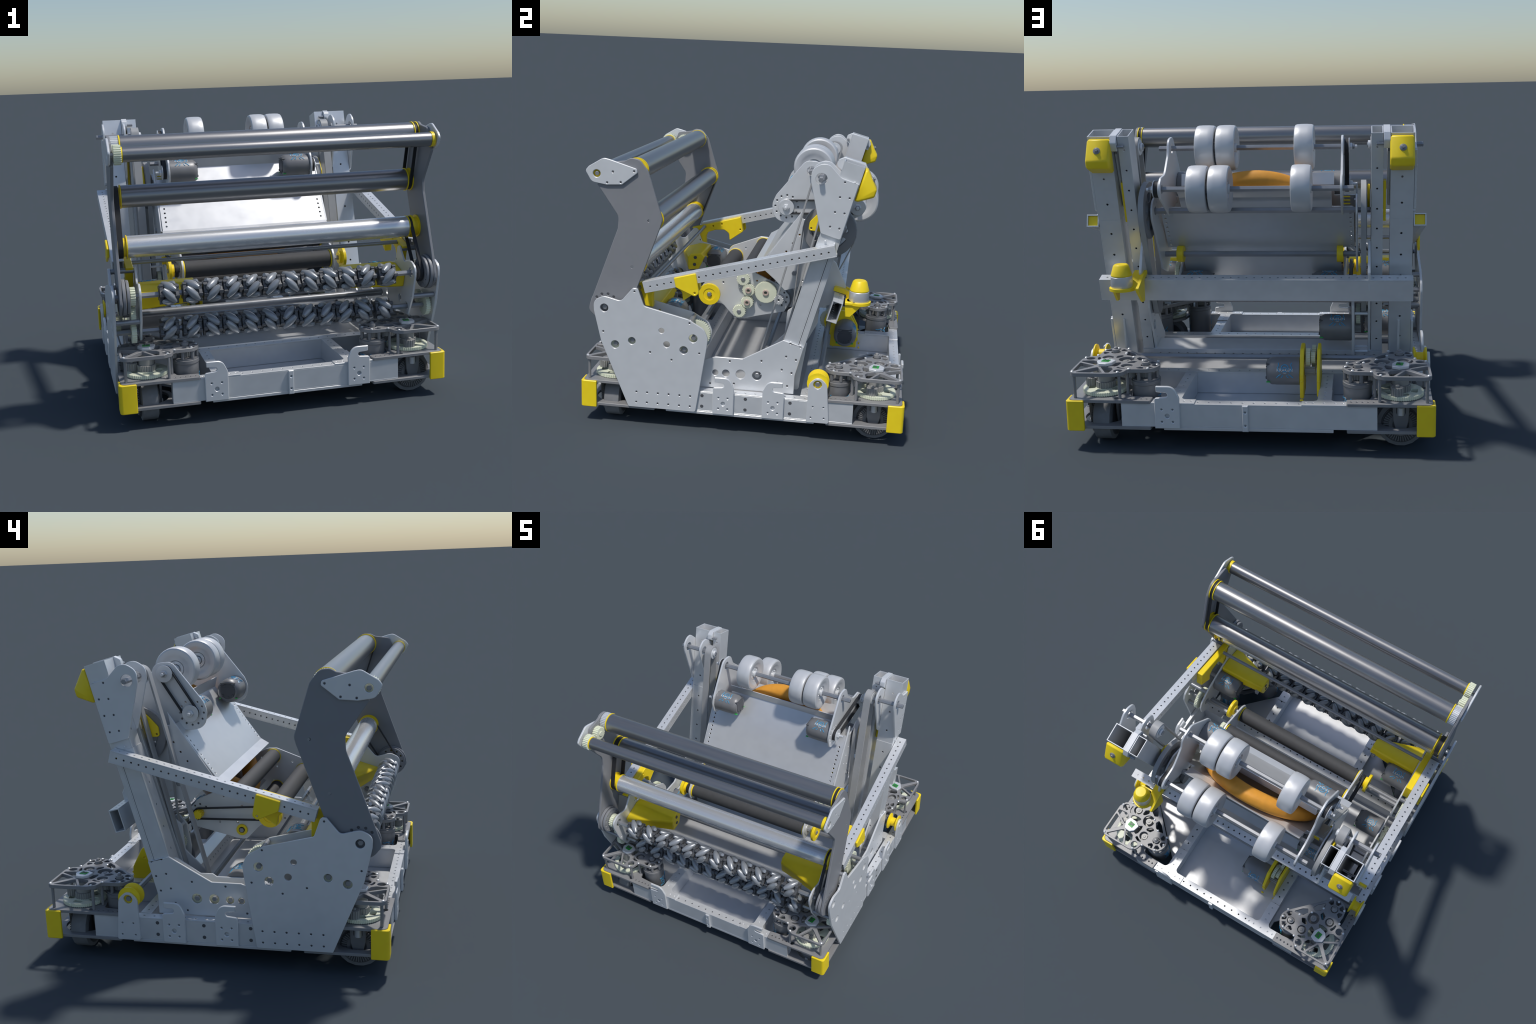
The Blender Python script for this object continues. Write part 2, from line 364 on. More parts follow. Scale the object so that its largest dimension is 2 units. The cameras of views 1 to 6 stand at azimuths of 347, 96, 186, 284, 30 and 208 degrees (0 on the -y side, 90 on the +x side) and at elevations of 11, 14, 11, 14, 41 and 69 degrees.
    bolts = [lathe("z", p, [(.430, .0085), (.434, .0085), (.4375, .004), (.438, .001)], 10) for p in ((.962, .962), (.962, .71), (.71, .962), (.822, .522), (.889, .560), (.522, .822), (.56, .889), (.76, .53), (.53, .76), (.662, .905), (.905, .662), (.69, .69), (.75, .62), (.62, .75))]
    P["bolt"] = (bolts, M_ALU)
    mot = []; can = []; caps = []
    for c in (m1, m2):
        mot.append(lathe("z", c, [(.135, .05), (.135, .070), (.150, .078), (.330, .078), (.334, .082), (.352, .082), (.354, .076), (.362, .076), (.362, .03)], 26))
        for i in range(7):
            a = 2 * pi * i / 7 + .3; mot.append(cyl("z", (c[0] + .068 * math.cos(a), c[1] + .068 * math.sin(a)), .011, .362, .408, 8))
        can.append(gear("z", c, .034, 14, .364, .402))
        caps.append(lathe("z", c, [(.430, .022), (.447, .022), (.450, .012), (.456, .012), (.461, .007), (.462, .001)], 16))
    P["drive_motor"] = (mot, M_MOTOR)
    P["motor_cap"] = (caps, M_MODUL)
    can += [gear("z", (.722, .722), .062, 30, .366, .386), gear("z", (.686, .838), .045, 22, .372, .400), gear("z", (.838, .686), .045, 22, .372, .400)]
    for c in ((.722, .722), (.838, .686), (.686, .838)): can += [tube("z", c, .024, .010, .400, .420, 16), cyl("z", c, .010, .40, .424, 8)]
    P["pinion_gear"] = (can, M_HUB)
    P["encoder_case"] = ([slab("z", fillet([(.760, .800, .006), (.80, .775, .01), (.850, .772, .008), (.868, .812, .012), (.845, .862, .008), (.80, .868, .01), (.772, .845, .01)]), .4305, .448, [], .003)], M_PLATE)
    P["encoder_board"] = ([slab("z", fillet([(.790, .800, .004), (.835, .792, .004), (.840, .830, .004), (.796, .838, .004)]), .448, .4505)], M_GREEN)
    P["encoder_chip"] = ([box(.80, .815, .805, .818, .4503, .4535, .0005), box(.820, .829, .812, .822, .4503, .4525, .0005), cyl("z", (.823, .800), .005, .4503, .4525, 8, .0005)], M_DARK)
    P["corner_guard"] = ([slab("z", fillet([(.900, 1.0, .004), (1.0, 1.0, .02), (1.0, .900, .004), (.9865, .900), (.9865, .9865, .03), (.900, .9865)]), .104, .277, [], .004),], M_YEL)
    # barrel emblem on the motors' outward side
    emb = []; wrd = []
    for c, a in ((m1, 0.25), (m2, pi / 2 - .25 + .9)):
        mt = Matrix.Translation((c[0], c[1], .125)) @ Matrix.Rotation(-pi / 2, 4, "Y") @ Matrix.Rotation(pi, 4, "Z")
        mt = Matrix.Translation((c[0], c[1], .30)) @ Matrix.Rotation(pi / 2, 4, "Y")
        for qa in (a, a + pi * .75):
            emb.append(xform(logo_geo(.078, .075, qa, -1), mt)); wrd.append(xform(text_geo("KRAKEN", .024, .078, .075, qa, -1, -.010), mt))
    P["barrel_emblem"] = (emb, M_BLUE); P["barrel_lettering"] = (wrd, M_INK)
    P["motor_status_light"] = ([box(c[0] + sx * .06 - .008, c[0] + sx * .06 + .008, c[1] - .045, c[1] - .035, .133, .14) for c in (m1, m2) for sx in (1, -1)], M_LED)
    return {k: mesh_of(k, g, m) for k, (g, m) in P.items()}
MOD = build_module()
for k in range(4):
    root = place("drive_module", MOD["drive_module"], robot, Matrix.Rotation(k * pi / 2, 4, "Z"))
    for n_, me in MOD.items():
        if n_ == "drive_module": continue
        ob = place(n_, me, root)
        if n_ in ("bolt",): ob["kind"] = "stuff"

# ================================================================== intake
bigp = fillet([(-.912, .735, .05), (-.915, .80, .065), (-.850, .832, .06), (-.745, .805, .03), (-.672, .893, .012), (-.642, .893, .02), (-.603, .785, .02), (-.33, .722, .03), (-.232, .667, .05), (-.206, .61, .05), (-.212, .55, .05), (-.272, .130, .012), (-.695, .130, .008), (-.868, .545, .02)])
big_h = [circ(*c, 20) for c in ((-.848, .757, .026), (-.780, .528, .026), (-.675, .559, .024), (-.491, .638, .018), (-.458, .553, .021), (-.352, .525, .026), (-.295, .604, .027))]
small = holes([(-.854, .607), (-.56, .496), (-.426, .457), (-.255, .512), (-.319, .700), (-.66, .873)] + [(-.644 + .0677 * i, .2305) for i in range(6)] + [(-.645 + .0677 * i, .1635) for i in range(6)], .0065)
intake = part("intake_frame", both(slab("x", bigp, .985, 1.0, big_h + small, .0015)), M_PLATE, robot)
innp = fillet([(-.912, .74, .05), (-.915, .80, .065), (-.850, .832, .06), (-.745, .805, .03), (-.672, .893, .012), (-.642, .893, .02), (-.603, .785, .02), (-.33, .722, .03), (-.232, .667, .05), (-.206, .61, .05), (-.215, .53, .05), (-.30, .46, .05), (-.60, .47, .03), (-.735, .475, .02), (-.80, .475, .02), (-.87, .60, .02)])
inh = [circ(*c, 20) for c in ((-.491, .638, .018), (-.458, .553, .021), (-.848, .757, .030), (-.780, .528, .026), (-.675, .559, .024), (-.352, .525, .026), (-.295, .604, .027))]
bsp = [(-.854, .607), (-.56, .496), (-.426, .457), (-.255, .512), (-.319, .700), (-.66, .873)] + [(-.644 + .0677 * i, .2305) for i in range(6)] + [(-.645 + .0677 * i, .1635) for i in range(6)]
dark_plugs(bsp, .988, .9985, intake)
dark_plugs([(y, z) for y in (-.235, .035, .31) for z in (.165, .235)], .980, .9845, chassis, .011)  # dark discs added on the side tubes in place of cut holes
pair("inner_plate", slab("x", innp, .833, .846, inh + holes([(-.854, .607), (-.56, .496), (-.426, .457), (-.62, .70), (-.62, .80), (-.54, .72)], .0065), .002), M_PLATE, intake)
for y, z in ((-.854, .607), (-.56, .496), (-.426, .457), (-.255, .512), (-.319, .700), (-.66, .873)):
    pair("spacer_post", cyl("x", (y, z), .016, .846, .985, 14), M_STEEL, intake)
for (y, z, r, x1) in ((-.848, .757, .0165, .985), (-.780, .528, .0165, .985), (-.295, .604, .0165, .99)):
    part("hex_shaft", [hexbar("x", (y, z), r, -x1, x1)], M_STEEL, intake)
part("transfer_roller", [cyl("x", (-.352, .525), .024, -.833, .833, 24)], M_STEEL, intake)
for c in ((-.352, .525), (-.675, .559)): pair("stub_shaft", hexbar("x", c, .0165, .84, .985), M_STEEL, intake)
# mecanum wheels
def barrel(L, r0, r1, n=14, m=8):
    return lathe("x", (0, 0), [(-L / 2 + L * i / m, r1 + (r0 - r1) * (1 - (2 * i / m - 1) ** 2)) for i in range(m + 1)], n)
ME_MR = mesh_of("mecanum_roller", [barrel(.108, .0245, .0115)], M_MROLL, 60)
def mec_hub(h):
    g = [cyl("x", (0, 0), .034, -.046, .046, 16), tube("x", (0, 0), .024, .014, -.06, .06, 12)]
    for s in (1, -1):
        st = []
        for i in range(10):
            a = 2 * pi * i / 10 + h * s * .5; rr = .064 if i % 2 == 0 else .042
            st.append((rr * math.cos(a), rr * math.sin(a), .006))
        g.append(slab("x", fillet(st, 3), s * .034, s * .056, [], .003))
        for i in range(5):
            a = 2 * pi * i / 5 + h * s * .5
            g.append(xform(box(-.012, .012, .035, .060, -.012, .012, .004), Matrix.Translation((s * .045, 0, 0)) @ Matrix.Rotation(a, 4, "X")))
    return mesh_of("mecanum_wheel", g, M_MHUB)
ME_MH = {1: mec_hub(1), -1: mec_hub(-1)}
XS = [-.670, -.534, -.413, -.295, -.178, -.059]; XS = XS + [-x for x in reversed(XS)]
HU = [1, 1, -1, -1, -1, -1, 1, 1, 1, 1, -1, -1]
for (y, z, sg) in ((-.848, .757, 1), (-.780, .528, -1)):
    for i, x in enumerate(XS):
        h = -HU[i] * sg; spin = random.uniform(-.12, .12) + (.1 if sg > 0 else .35)
        place("mecanum_wheel", ME_MH[h], intake, Matrix.Translation((x, y, z)) @ Matrix.Rotation(spin, 4, "X"))
        for k in range(5):
            m = Matrix.Translation((x, y, z)) @ Matrix.Rotation(spin + 2 * pi * k / 5 + pi / 10, 4, "X") @ Matrix.Translation((0, 0, .0475)) @ Matrix.Rotation(h * math.radians(48), 4, "Z")
            place("mecanum_roller", ME_MR, intake, m)
# spur gears between the plates
for s in (1, -1):
    gg = [gear("x", (-.780, .528), .066, 26, .945, .972)] if s > 0 else [gear("x", (-.780, .528), .066, 26, .865, .895)]
    if s < 0: gg += [gear("x", (-.848, .757), .055, 22, .865, .895), gear("x", (-.80, .64), .060, 24, .865, .895)]
    gg += [gear("x", (-.675, .559), .043, 18, .945, .972), gear("x", (-.295, .604), .088, 40, .875, .90, .02), gear("x", (-.352, .525), .040, 18, .91, .935)]
    gg = [mirx(g) if s < 0 else g for g in gg]
    for g in gg: part("spur_gear", g, M_CREAM, intake)
# pivot discs of the arm
for x0, x1, r in ((.9005, .918, .098), (.922, .942, .105)):
    hh = holes([(-.848 + .078 * math.cos(2 * pi * i / 12), .757 + .078 * math.sin(2 * pi * i / 12)) for i in range(12)], .006) + [circ(-.848, .757, .03)]
    pair("pivot_disc", slab("x", circ(-.848, .757, r, 40), x0, x1, hh, .003), M_ARM, intake)
pair("pivot_shim", tube("x", (-.848, .757), .075, .03, .9182, .9218), M_YEL, intake)
# tapered yellow deflectors with socket ends
def deflector():
    A = [(.833, y, z) for y, z in ((-.768, .727), (-.615, .775), (-.53, .77), (-.515, .66), (-.60, .632), (-.742, .645))]
    B = [(.475, y, z) for y, z in ((-.645, .735), (-.622, .766), (-.54, .775), (-.513, .752), (-.555, .652), (-.635, .638))]
    V = A + B; n = 6
    F = [tuple(range(n)), tuple(range(2 * n - 1, n - 1, -1))] + [(i, i + n, (i + 1) % n + n, (i + 1) % n) for i in range(n)]
    return (V, F)
for s in (1, -1):
    g = deflector(); d = part("yellow_deflector", g if s > 0 else mirx(g), M_YEL, intake)
    md = d.modifiers.new("bevel", "BEVEL"); md.width = .008; md.segments = 2; md.limit_method = "ANGLE"
    q = [hexbar("x", c, .014, .470, .4765) for c in ((-.585, .740), (-.59, .685))]
    part("deflector_socket", q if s > 0 else [mirx(a) for a in q], M_DARK, intake)
    q = [box(.498, .522, -.53, -.503, .70, .745, .003)]
    part("deflector_nut", q if s > 0 else [mirx(a) for a in q], M_STEEL, intake)
add_motor(intake, -.470, .680, .832, -1, pi * .45)
add_motor(intake, -.470, .680, -.832, 1, pi * .45)

# ==================================================================== arm
armo = fillet([(-.957, .725, .06), (-.950, .765, .04), (-.775, 1.245, .05), (-.770, 1.32, .06), (-.900, 1.508, .01), (-.862, 1.565, .02), (-.835, 1.640, .02), (-.73, 1.655, .02), (-.70, 1.672, .04), (-.645, 1.668, .055), (-.592, 1.60, .05), (-.502, 1.315, .05), (-.515, 1.27, .05), (-.735, .66, .08), (-.87, .645, .09)])
armh = holes([(-.585, 1.303), (-.686, 1.014)] + [(-.848 + .078 * math.cos(a), .757 + .078 * math.sin(a)) for a in (.9, 1.4, 1.9, 2.4)], .0075)
arm = part("intake_arm", both(slab("x", armo, .944, .962, armh, .003)), M_ARM, robot)
dark_plugs([(-.585, 1.303), (-.686, 1.014)] + [(-.848 + .078 * math.cos(a), .757 + .078 * math.sin(a)) for a in (.9, 1.4, 1.9, 2.4)], .948, .9605, arm, .0072)
tip = fillet([(-.968, 1.588, .02), (-.945, 1.615, .03), (-.858, 1.668, .04), (-.82, 1.660, .03), (-.657, 1.612, .012), (-.652, 1.588, .012), (-.745, 1.514, .008), (-.84, 1.508, .02), (-.93, 1.522, .04)])
pair("tip_plate", slab("x", tip, .9625, .9765, [circ(-.898, 1.573, .023, 20)] + holes([(-.800, 1.588), (-.835, 1.522), (-.753, 1.528), (-.672, 1.597)], .006), .003), M_PLATE, arm)
dark_plugs([(-.800, 1.588), (-.835, 1.522), (-.753, 1.528), (-.672, 1.597)], .965, .9755, arm, .0057)
R1 = (-.898, 1.573); R2 = (-.670, 1.600); R3 = (-.577, 1.304); R4 = (-.684, 1.018)
def slotted(c, r, x0, x1, slots):
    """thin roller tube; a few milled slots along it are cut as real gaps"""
    return tube("x", c, r, r - .006, x0, x1, 40)
part("arm_roller", [slotted(R1, .042, -.893, .935, 0)], M_ROLL, arm)
part("arm_roller", [slotted(R2, .067, -.885, .910, 0)], M_ROLL, arm)
part("arm_roller", [slotted(R3, .067, -.890, .905, 0)], M_ROLL, arm)
part("bright_arm_roller", [slotted(R4, .066, -.880, .872, 0)], M_BRIGHT, arm)
def cap(c, r, xa, xb, flange=.005, groove=True):
    """yellow end cap with two flanges and a belt groove"""
    a, b = min(xa, xb), max(xa, xb); f = .006
    if groove: pr = [(a, .01), (a, r + flange), (a + f, r + flange), (a + f, r - .010), (b - f, r - .010), (b - f, r + flange), (b, r + flange), (b, .01)]
    else: pr = [(a, .01), (a, r + flange), (b, r + flange), (b, .01)]
    return lathe("x", c, pr, 36)
caps = [cap(R1, .042, .9355, .955, .003, False), cap(R1, .042, -.9, -.8935, .003, False), cap(R2, .067, -.8925, -.8855, .003, False), cap(R2, .067, .9105, .943), cap(R3, .067, .9055, .943), cap(R3, .067, -.943, -.8905),
        cap(R4, .064, .8725, .902), cap(R4, .066, .9025, .943), cap(R4, .066, -.943, -.8805)]
for g in caps: part("end_cap", g, M_YEL, arm)
part("drive_belt", loop("x", R2, .058, R3, .058, .916, .937), M_BELT, arm)
part("drive_belt", loop("x", R3, .058, R4, .058, -.938, -.905), M_BELT, arm)
part("drive_belt", loop("x", R4, .055, (-.848, .757), .050, .876, .897), M_BELT, arm)
part("belt_pulley", cyl("x", (-.848, .757), .050, .873, .898, 24), M_DARK, arm)
part("roller_gear", gear("x", R1, .056, 26, -.942, -.9005), M_CREAM, arm)
part("roller_gear", [gear("x", (-.785, 1.575), .050, 22, -.942, -.9005), cyl("x", (-.785, 1.575), .02, -.900, -.894, 16)], M_CREAM, arm)
part("steel_gear", gear("x", R2, .066, 34, -.942, -.8935), M_ALU, arm)
for c in (R1, R2, R3, R4): part("roller_axle", hexbar("x", c, .014, -.9615 if c != R1 else -.972, .9615 if c != R1 else .972), M_STEEL, arm)

# ============================================================== lift towers
TA = Vector((0, -.2588, -.9659)); TN = Vector((0, -.9659, .2588))      # down the tower, and forward
TO = Vector((0, .671, 1.684))                                        # rear top edge
def tower_tube(x0, x1, d0, d1, n0, n1, **kw):
    """tube running down the tower axis: x span, distance from top d0..d1, forward offset n0..n1"""
    g = boxtube(d1 - d0, x1 - x0, n1 - n0, **kw)
    o = TO + TA * d0 + TN * ((n0 + n1) / 2) + Vector(((x0 + x1) / 2, 0, 0))
    return at(g, o, TA, Vector((1, 0, 0)), TN)
def tpt(d, n): p = TO + TA * d + TN * n; return (p.y, p.z)
for s in (1, -1):
    X = (lambda a, b: (a, b)) if s > 0 else (lambda a, b: (-b, -a))
    mk = (lambda g: g) if s > 0 else (lambda g: mirx(join(g) if isinstance(g, list) else g))
    tw = part("lift_tower", mk([tower_tube(.767, .895, 0, .50, 0, .126, t=.006, pitch=.13, r=.007, sides="t"), tower_tube(.767, .895, .5005, 1.475, .0375, .130, t=.006, pitch=.13, r=.007, sides="t"), tower_tube(.767, .895, .5005, 1.475, 0, .0345, t=.006, pitch=.13, r=.007, sides="t")]), M_ALU, robot)
    part("inner_tube", mk(tower_tube(.663, .727, 0, 1.357, 0, .128, t=.005, pitch=.115, r=.006, sides="t")), M_ALU, tw)
    clip = [slab("x", fillet([tpt(-.005, .0), tpt(-.005, .13), tpt(.02, .16) + (.015,), tpt(.06, .16) + (.02,), tpt(.075, .12), tpt(.075, .0), tpt(.085, -.02) + (.01,), tpt(.03, -.03) + (.015,)]), .729, .765)]
    part("top_clip", mk(clip), M_PLATE, tw)
    cb = [cyl("x", tpt(.045, .145), .009, .69, .729, 10), cyl("x", tpt(.055, -.015), .009, .69, .729, 10)]
    part("clip_bolt", mk(cb), M_STEEL, tw)
    tp = fillet([(.640, 1.588), (.538, 1.618, .05), (.470, 1.690, .05), (.425, 1.698, .06), (.362, 1.66, .06), (.362, 1.59, .05), (.434, 1.287, .012), (.552, 1.252, .012)])
    th = [circ(.423, 1.607, .034, 18)] + holes([tpt(.115 + .092 * i, .085) for i in range(5)] + [tpt(.10 + .095 * i, .03) for i in range(5)], .006)
    part("tower_plate", mk(slab("x", tp, .8965, .9095, th, .002)), M_PLATE, tw)
    part("tower_plate", mk(slab("x", fillet([tpt(.12, .05), tpt(.07, .15) + (.04,), (.470, 1.690, .05), (.425, 1.698, .06), (.362, 1.66, .06), (.362, 1.59, .05), (.430, 1.32, .012), tpt(.45, .08)]), .7525, .7655, [circ(.423, 1.607, .034, 18)], .002)), M_PLATE, tw)
    part("hex_axle", mk(hexbar("x", (.423, 1.607), .0165, .640, .953)), M_STEEL, tw)
    part("strap_pulley", mk([cyl("x", (.423, 1.607), .046, .660, .716, 24), tube("x", (.423, 1.607), .024, .017, .645, .659, 16)]), M_PLATE, tw)
    part("lift_strap", mk(loop("x", (.423, 1.607), .0465, (.125, .364), .056, .662, .714, .011)), M_STRAP, tw)
    part("strap_roller", mk(cyl("x", (.125, .364), .055, .655, .72, 18)), M_DARK, tw)
    lp = fillet([(.322, .263), (.324, .381, .01), (.371, .571, .004), (.246, .607, .006), (.0, .467, .01), (-.17, .466, .01), (-.30, .42), (-.30, .263)])
    lh = [circ(-.170, .363, .020), circ(-.103, .364, .024), circ(-.011, .365, .030, 20), circ(.091, .364, .030, 20)]
    lhs = holes([tpt(1.155 + .09 * i, .085) for i in range(5)] + [tpt(1.155 + .09 * i, .022) for i in range(5)] + [(.116, .463), (-.08, .445), (-.05, .30), (-.2, .29), (.15, .29)], .0065)
    part("tower_foot_plate", mk(slab("x", lp, .8965, .9095, lh + lhs, .002)), M_PLATE, tw)
    if s < 0:
        part("tower_foot_plate", mk(slab("x", fillet([(.345, .263, .02), (.358, .38), (.385, .575), (.225, .575, .01), (.088, .487, .01), (.015, .487, .01), (-.008, .471, .01), (-.175, .471, .01), (-.30, .42), (-.30, .263)]), .818, .830, lh, .002)), M_PLATE, tw)
        for c, r in (((-.170, .363), .014), ((-.103, .364), .0145), ((-.011, .365), .0155)):
            part("stub_shaft", mk(hexbar("x", c, r, .79, .905)), M_STEEL, tw)
        part("lift_gear", mk([gear("x", (-.011, .365), .052, 24, .840, .865), gear("x", (-.103, .364), .040, 18, .840, .865), gear("x", (-.170, .363), .030, 14, .840, .865), gear("x", (.091, .364), .05, 24, .868, .885)]), M_CREAM, tw)
    else:
        part("tower_foot_plate", slab("x", fillet([(.345, .263, .02), (.358, .38), (.385, .575), (.25, .575, .01), (.10, .44, .02), (.045, .42, .02), (.045, .263)]), .818, .830, [circ(.091, .364, .030, 20)], .002), M_PLATE, tw)
    part("tower_gusset", mk(slab("x", fillet([(.500, 1.075), (.53, 1.05, .02), (.60, .905, .02), (.578, .80), (.435, .757, .03), (.436, .655, .02), (.35, .485, .03), (.30, .35), (.10, .35), (.075, .41, .01), (.228, .566, .02), (.240, .72, .01), (.285, .757), tpt(.70, .06)]), .645, .660, [circ(.335, .53, .03)] + holes([tpt(1.0 + .05 * i, .05) for i in range(7)], .006), .002)), M_PLATE, tw)
    yc = fillet([tpt(.012, -.002), tpt(.012, -.022) + (.01,), tpt(.105, -.105) + (.025,), tpt(.150, -.105) + (.02,), tpt(.205, -.022) + (.02,), tpt(.205, -.002)])
    c = part("yellow_tower_cap", mk(slab("x", yc, .762, .892, (), .010)), M_YEL, tw, 50)
    bn = -(TA * .666 + TN * .746).normalized(); cc = TO + TA * .060 + TN * -.0645
    part("cap_bolt", mk(at(join([tube("z", (0, 0), .020, .012, -.004, .004, 16), cyl("z", (0, 0), .016, -.002, .007, 14), hexbar("z", (0, 0), .011, .007, .015)]), (.830, cc.y, cc.z), Vector((1, 0, 0)), bn.cross(Vector((1, 0, 0))), bn)), M_STEEL, tw)
    part("cable_cover", mk([slab("x", [tpt(.28, .02), tpt(.52, .02), tpt(.52, .05), tpt(.28, .05)], .729, .744)]), M_YEL, tw)
lt = bpy.data.objects["lift_tower"]
dark_plugs([tpt(.115 + .092 * i, .085) for i in range(5)] + [tpt(.10 + .095 * i, .03) for i in range(5)], .899, .9085, lt, .0058)
dark_plugs([tpt(1.155 + .09 * i, .085) for i in range(5)] + [tpt(1.155 + .09 * i, .022) for i in range(5)] + [(.116, .463), (-.08, .445), (-.05, .30), (-.2, .29), (.15, .29)], .899, .9085, lt, .0062)
# cross tube joining the tower feet
cto = TO + TA * 1.391 + TN * .062
part("foot_cross_tube", at(boxtube(1.46, .064, .128, .006, .055, .006, "t"), (-.73, cto.y, cto.z), Vector((1, 0, 0)), TA, -TN), M_ALU, robot)
part("lift_shaft", [hexbar("x", (.091, .364), .0165, -.905, .905)], M_STEEL, robot)

# ============================================================== side rails
for s in (1, -1):
    mk = (lambda g: g) if s > 0 else (lambda g: mirx(join(g) if isinstance(g, list) else g))
    a = Vector((.933, -.612, .892)); b = Vector((.933, .5315, 1.197)); d = (b - a)
    ex = d.normalized(); ez = Vector((1, 0, 0)).cross(ex).normalized()
    rail = part("side_rail", mk(at(boxtube(d.length, .070, .070, .006, .043, .006), a, ex, Vector((-1, 0, 0)), ez)), M_ALU, robot)
    part("rail_end_plug", mk(at(box(d.length - .03, d.length - .012, -.028, .028, -.028, .028), a, ex, Vector((-1, 0, 0)), ez)), M_YEL, rail)
    ib = fillet([(-.690, .892), (-.302, 1.000, .004), (-.276, .885, .015), (-.384, .805, .006), (-.390, .862, .03), (-.43, .890, .02), (-.50, .885, .02), (-.562, .862, .02), (-.575, .83, .02), (-.572, .752), (-.618, .757), (-.645, .845)])
    part("rail_bracket", mk(slab("x", ib, .850, .8970, holes([(-.60, .90), (-.52, .915), (-.45, .935), (-.30, .90)], .006), .004)), M_YEL, rail)
    ob_ = fillet([(-.425, .970, .006), (-.292, 1.008, .008), (-.268, .885, .02), (-.292, .862, .02), (-.412, .912, .01)])
    part("rail_bracket", mk([slab("x", ob_, .9690, .984, holes([(-.295, .885)], .006), .004)]), M_YEL, rail)
part("cross_rod", [cyl("x", (-.588, .905), .013, -.90, .90, 14)], M_STEEL, robot)

# ============================================================ rear crossbar
cbc = Vector((0, .544, .806)); up = -TA; bk = -TN
cross = part("rear_crossbar", at(boxtube(1.796, .064, .134, .006, .045, .006, "t"), cbc + Vector((-.898, 0, 0)), Vector((1, 0, 0)), bk, up), M_ALU, robot)
be = part("beacon_bracket", [slab("z", circ(.735, .683, .074, 28) , .824, .842), slab("x", fillet([(.522, .884), (.527, .910, .01), (.60, .893), (.705, .843), (.705, .825), (.612, .825), (.600, .864)]), .629, .700), box(.66, .80, .60, .66, .826, .842)]
     + [slab("x", fillet([(.60, .90), (.745, .845, .01), (.735, .822), (.64, .745), (.605, .745)]), .628, .645), slab("x", fillet([(.60, .845), (.70, .842), (.70, .82), (.635, .75), (.605, .75)]), .775, .790)], M_YEL, cross)
part("beacon_body", lathe("z", (.738, .683), [(.842, .05), (.842, .060), (.85, .063), (.903, .061), (.906, .058)], 28), M_WHITE, cross)
part("beacon_dome", lathe("z", (.738, .683), [(.9065, .058), (.912, .060), (.965, .044), (.972, .036), (.973, .001)], 24), M_YEL, cross)

# =================================================================== winch
WS = (.472, .374)
winch = part("winch_shaft", [hexbar("x", WS, .0165, -.995, .995)], M_STEEL, robot)
sp = lathe("x", WS, [(.905, .018), (.905, .066), (.913, .066), (.925, .036), (.962, .036), (.974, .066), (.982, .066), (.982, .018)], 32)
pair("cable_spool", sp, M_YEL, winch)
gb = fillet([(.486, .190, .01), (.680, .190, .01), (.683, .335, .02), (.615, .465, .03), (.50, .472, .05), (.455, .44, .05), (.43, .37, .05), (.49, .27, .03)])
gbh = [circ(.472, .374, .022)] + holes([(.535, .287), (.686, .299), (.60, .40), (.51, .19), (.70, .19)], .006)
part("winch_plate", slab("x", gb, -.282, -.260, gbh, .004), M_YEL, winch)
part("winch_plate", slab("x", fillet([(.45, .262), (.55, .205), (.690, .205, .01), (.683, .335, .02), (.615, .465, .03), (.50, .472, .05), (.455, .44, .05), (.43, .37, .05)]), -.375, -.357, gbh, .004), M_YEL, winch)
part("winch_gear", [gear("x", WS, .072, 30, -.345, -.320), gear("x", (.56, .40), .052, 24, -.315, -.290), gear("x", (.56, .40), .034, 16, -.345, -.318)], M_CREAM, winch)
part("winch_pinion", [gear("x", (.597, .330), .026, 12, -.345, -.285)], M_HUB, winch)
add_motor(winch, .597, .330, -.259, 1, pi * .12)

# ================================================================= indexer
ipl = fillet([(-.345, .80, .05), (-.30, .850, .06), (-.09, .932, .03), (-.03, .930, .05), (.178, .838, .05), (.235, .775, .03), (.240, .735, .03), (.206, .668, .015), (.02, .622), (-.05, .602, .04), (-.11, .597, .05), (-.145, .63, .03), (-.20, .69, .04), (-.335, .70, .05)])
iph = holes([(.21 + .05 * math.cos(a) - .04, .755 + .05 * math.sin(a)) for a in (.2, .9, 1.6, -.5, -1.2, 2.4)] + [(.02, .86), (-.09, .80), (-.06, .70), (.05, .70), (-.20, .835), (-.25, .72)], .0065)
indexer = part("indexer_frame", both(slab("x", ipl, .499, .512, iph + [circ(.170, .755, .015), circ(-.276, .770, .02), circ(-.066, .874, .018), circ(-.086, .656, .018)], .002)), M_PLATE, robot)
for c, r in (((-.276, .770), .055), ((-.066, .874), .050), ((-.086, .656), .044)):
    part("feed_roller", cyl("x", c, r, -.489, .489, 30, .004), M_FOAMR, indexer)
    part("feed_axle", hexbar("x", c, .0155, -.530 if r < .055 else -.60, .555 if r < .055 else .60), M_STEEL, indexer)
    part("feed_roller_end", [tube("x", c, r + .003, .016, .4895, .4975, 28), tube("x", c, r + .003, .016, -.4975, -.4895, 28)], M_YEL, indexer)
RA = (-.276, .770)
part("timing_pulley", both([tube("x", RA, .071, .040, .574, .594, 18), tube("x", RA, .041, .016, .556, .590, 20)]), M_YEL, indexer)
part("spacer_ring", both(tube("x", RA, .045, .017, .513, .519, 24)), M_WHITE, indexer)
part("feed_belt", loop("x", (.170, .755), .028, RA, .038, -.550, -.530), M_BELT, indexer)
part("small_pulley", gear("x", (.170, .755), .028, 12, -.575, -.514), M_YEL, indexer)
part("bearing_ring", [tube("x", (-.086, .656), .034, .019, -.522, -.5125, 24)], M_YEL, indexer)
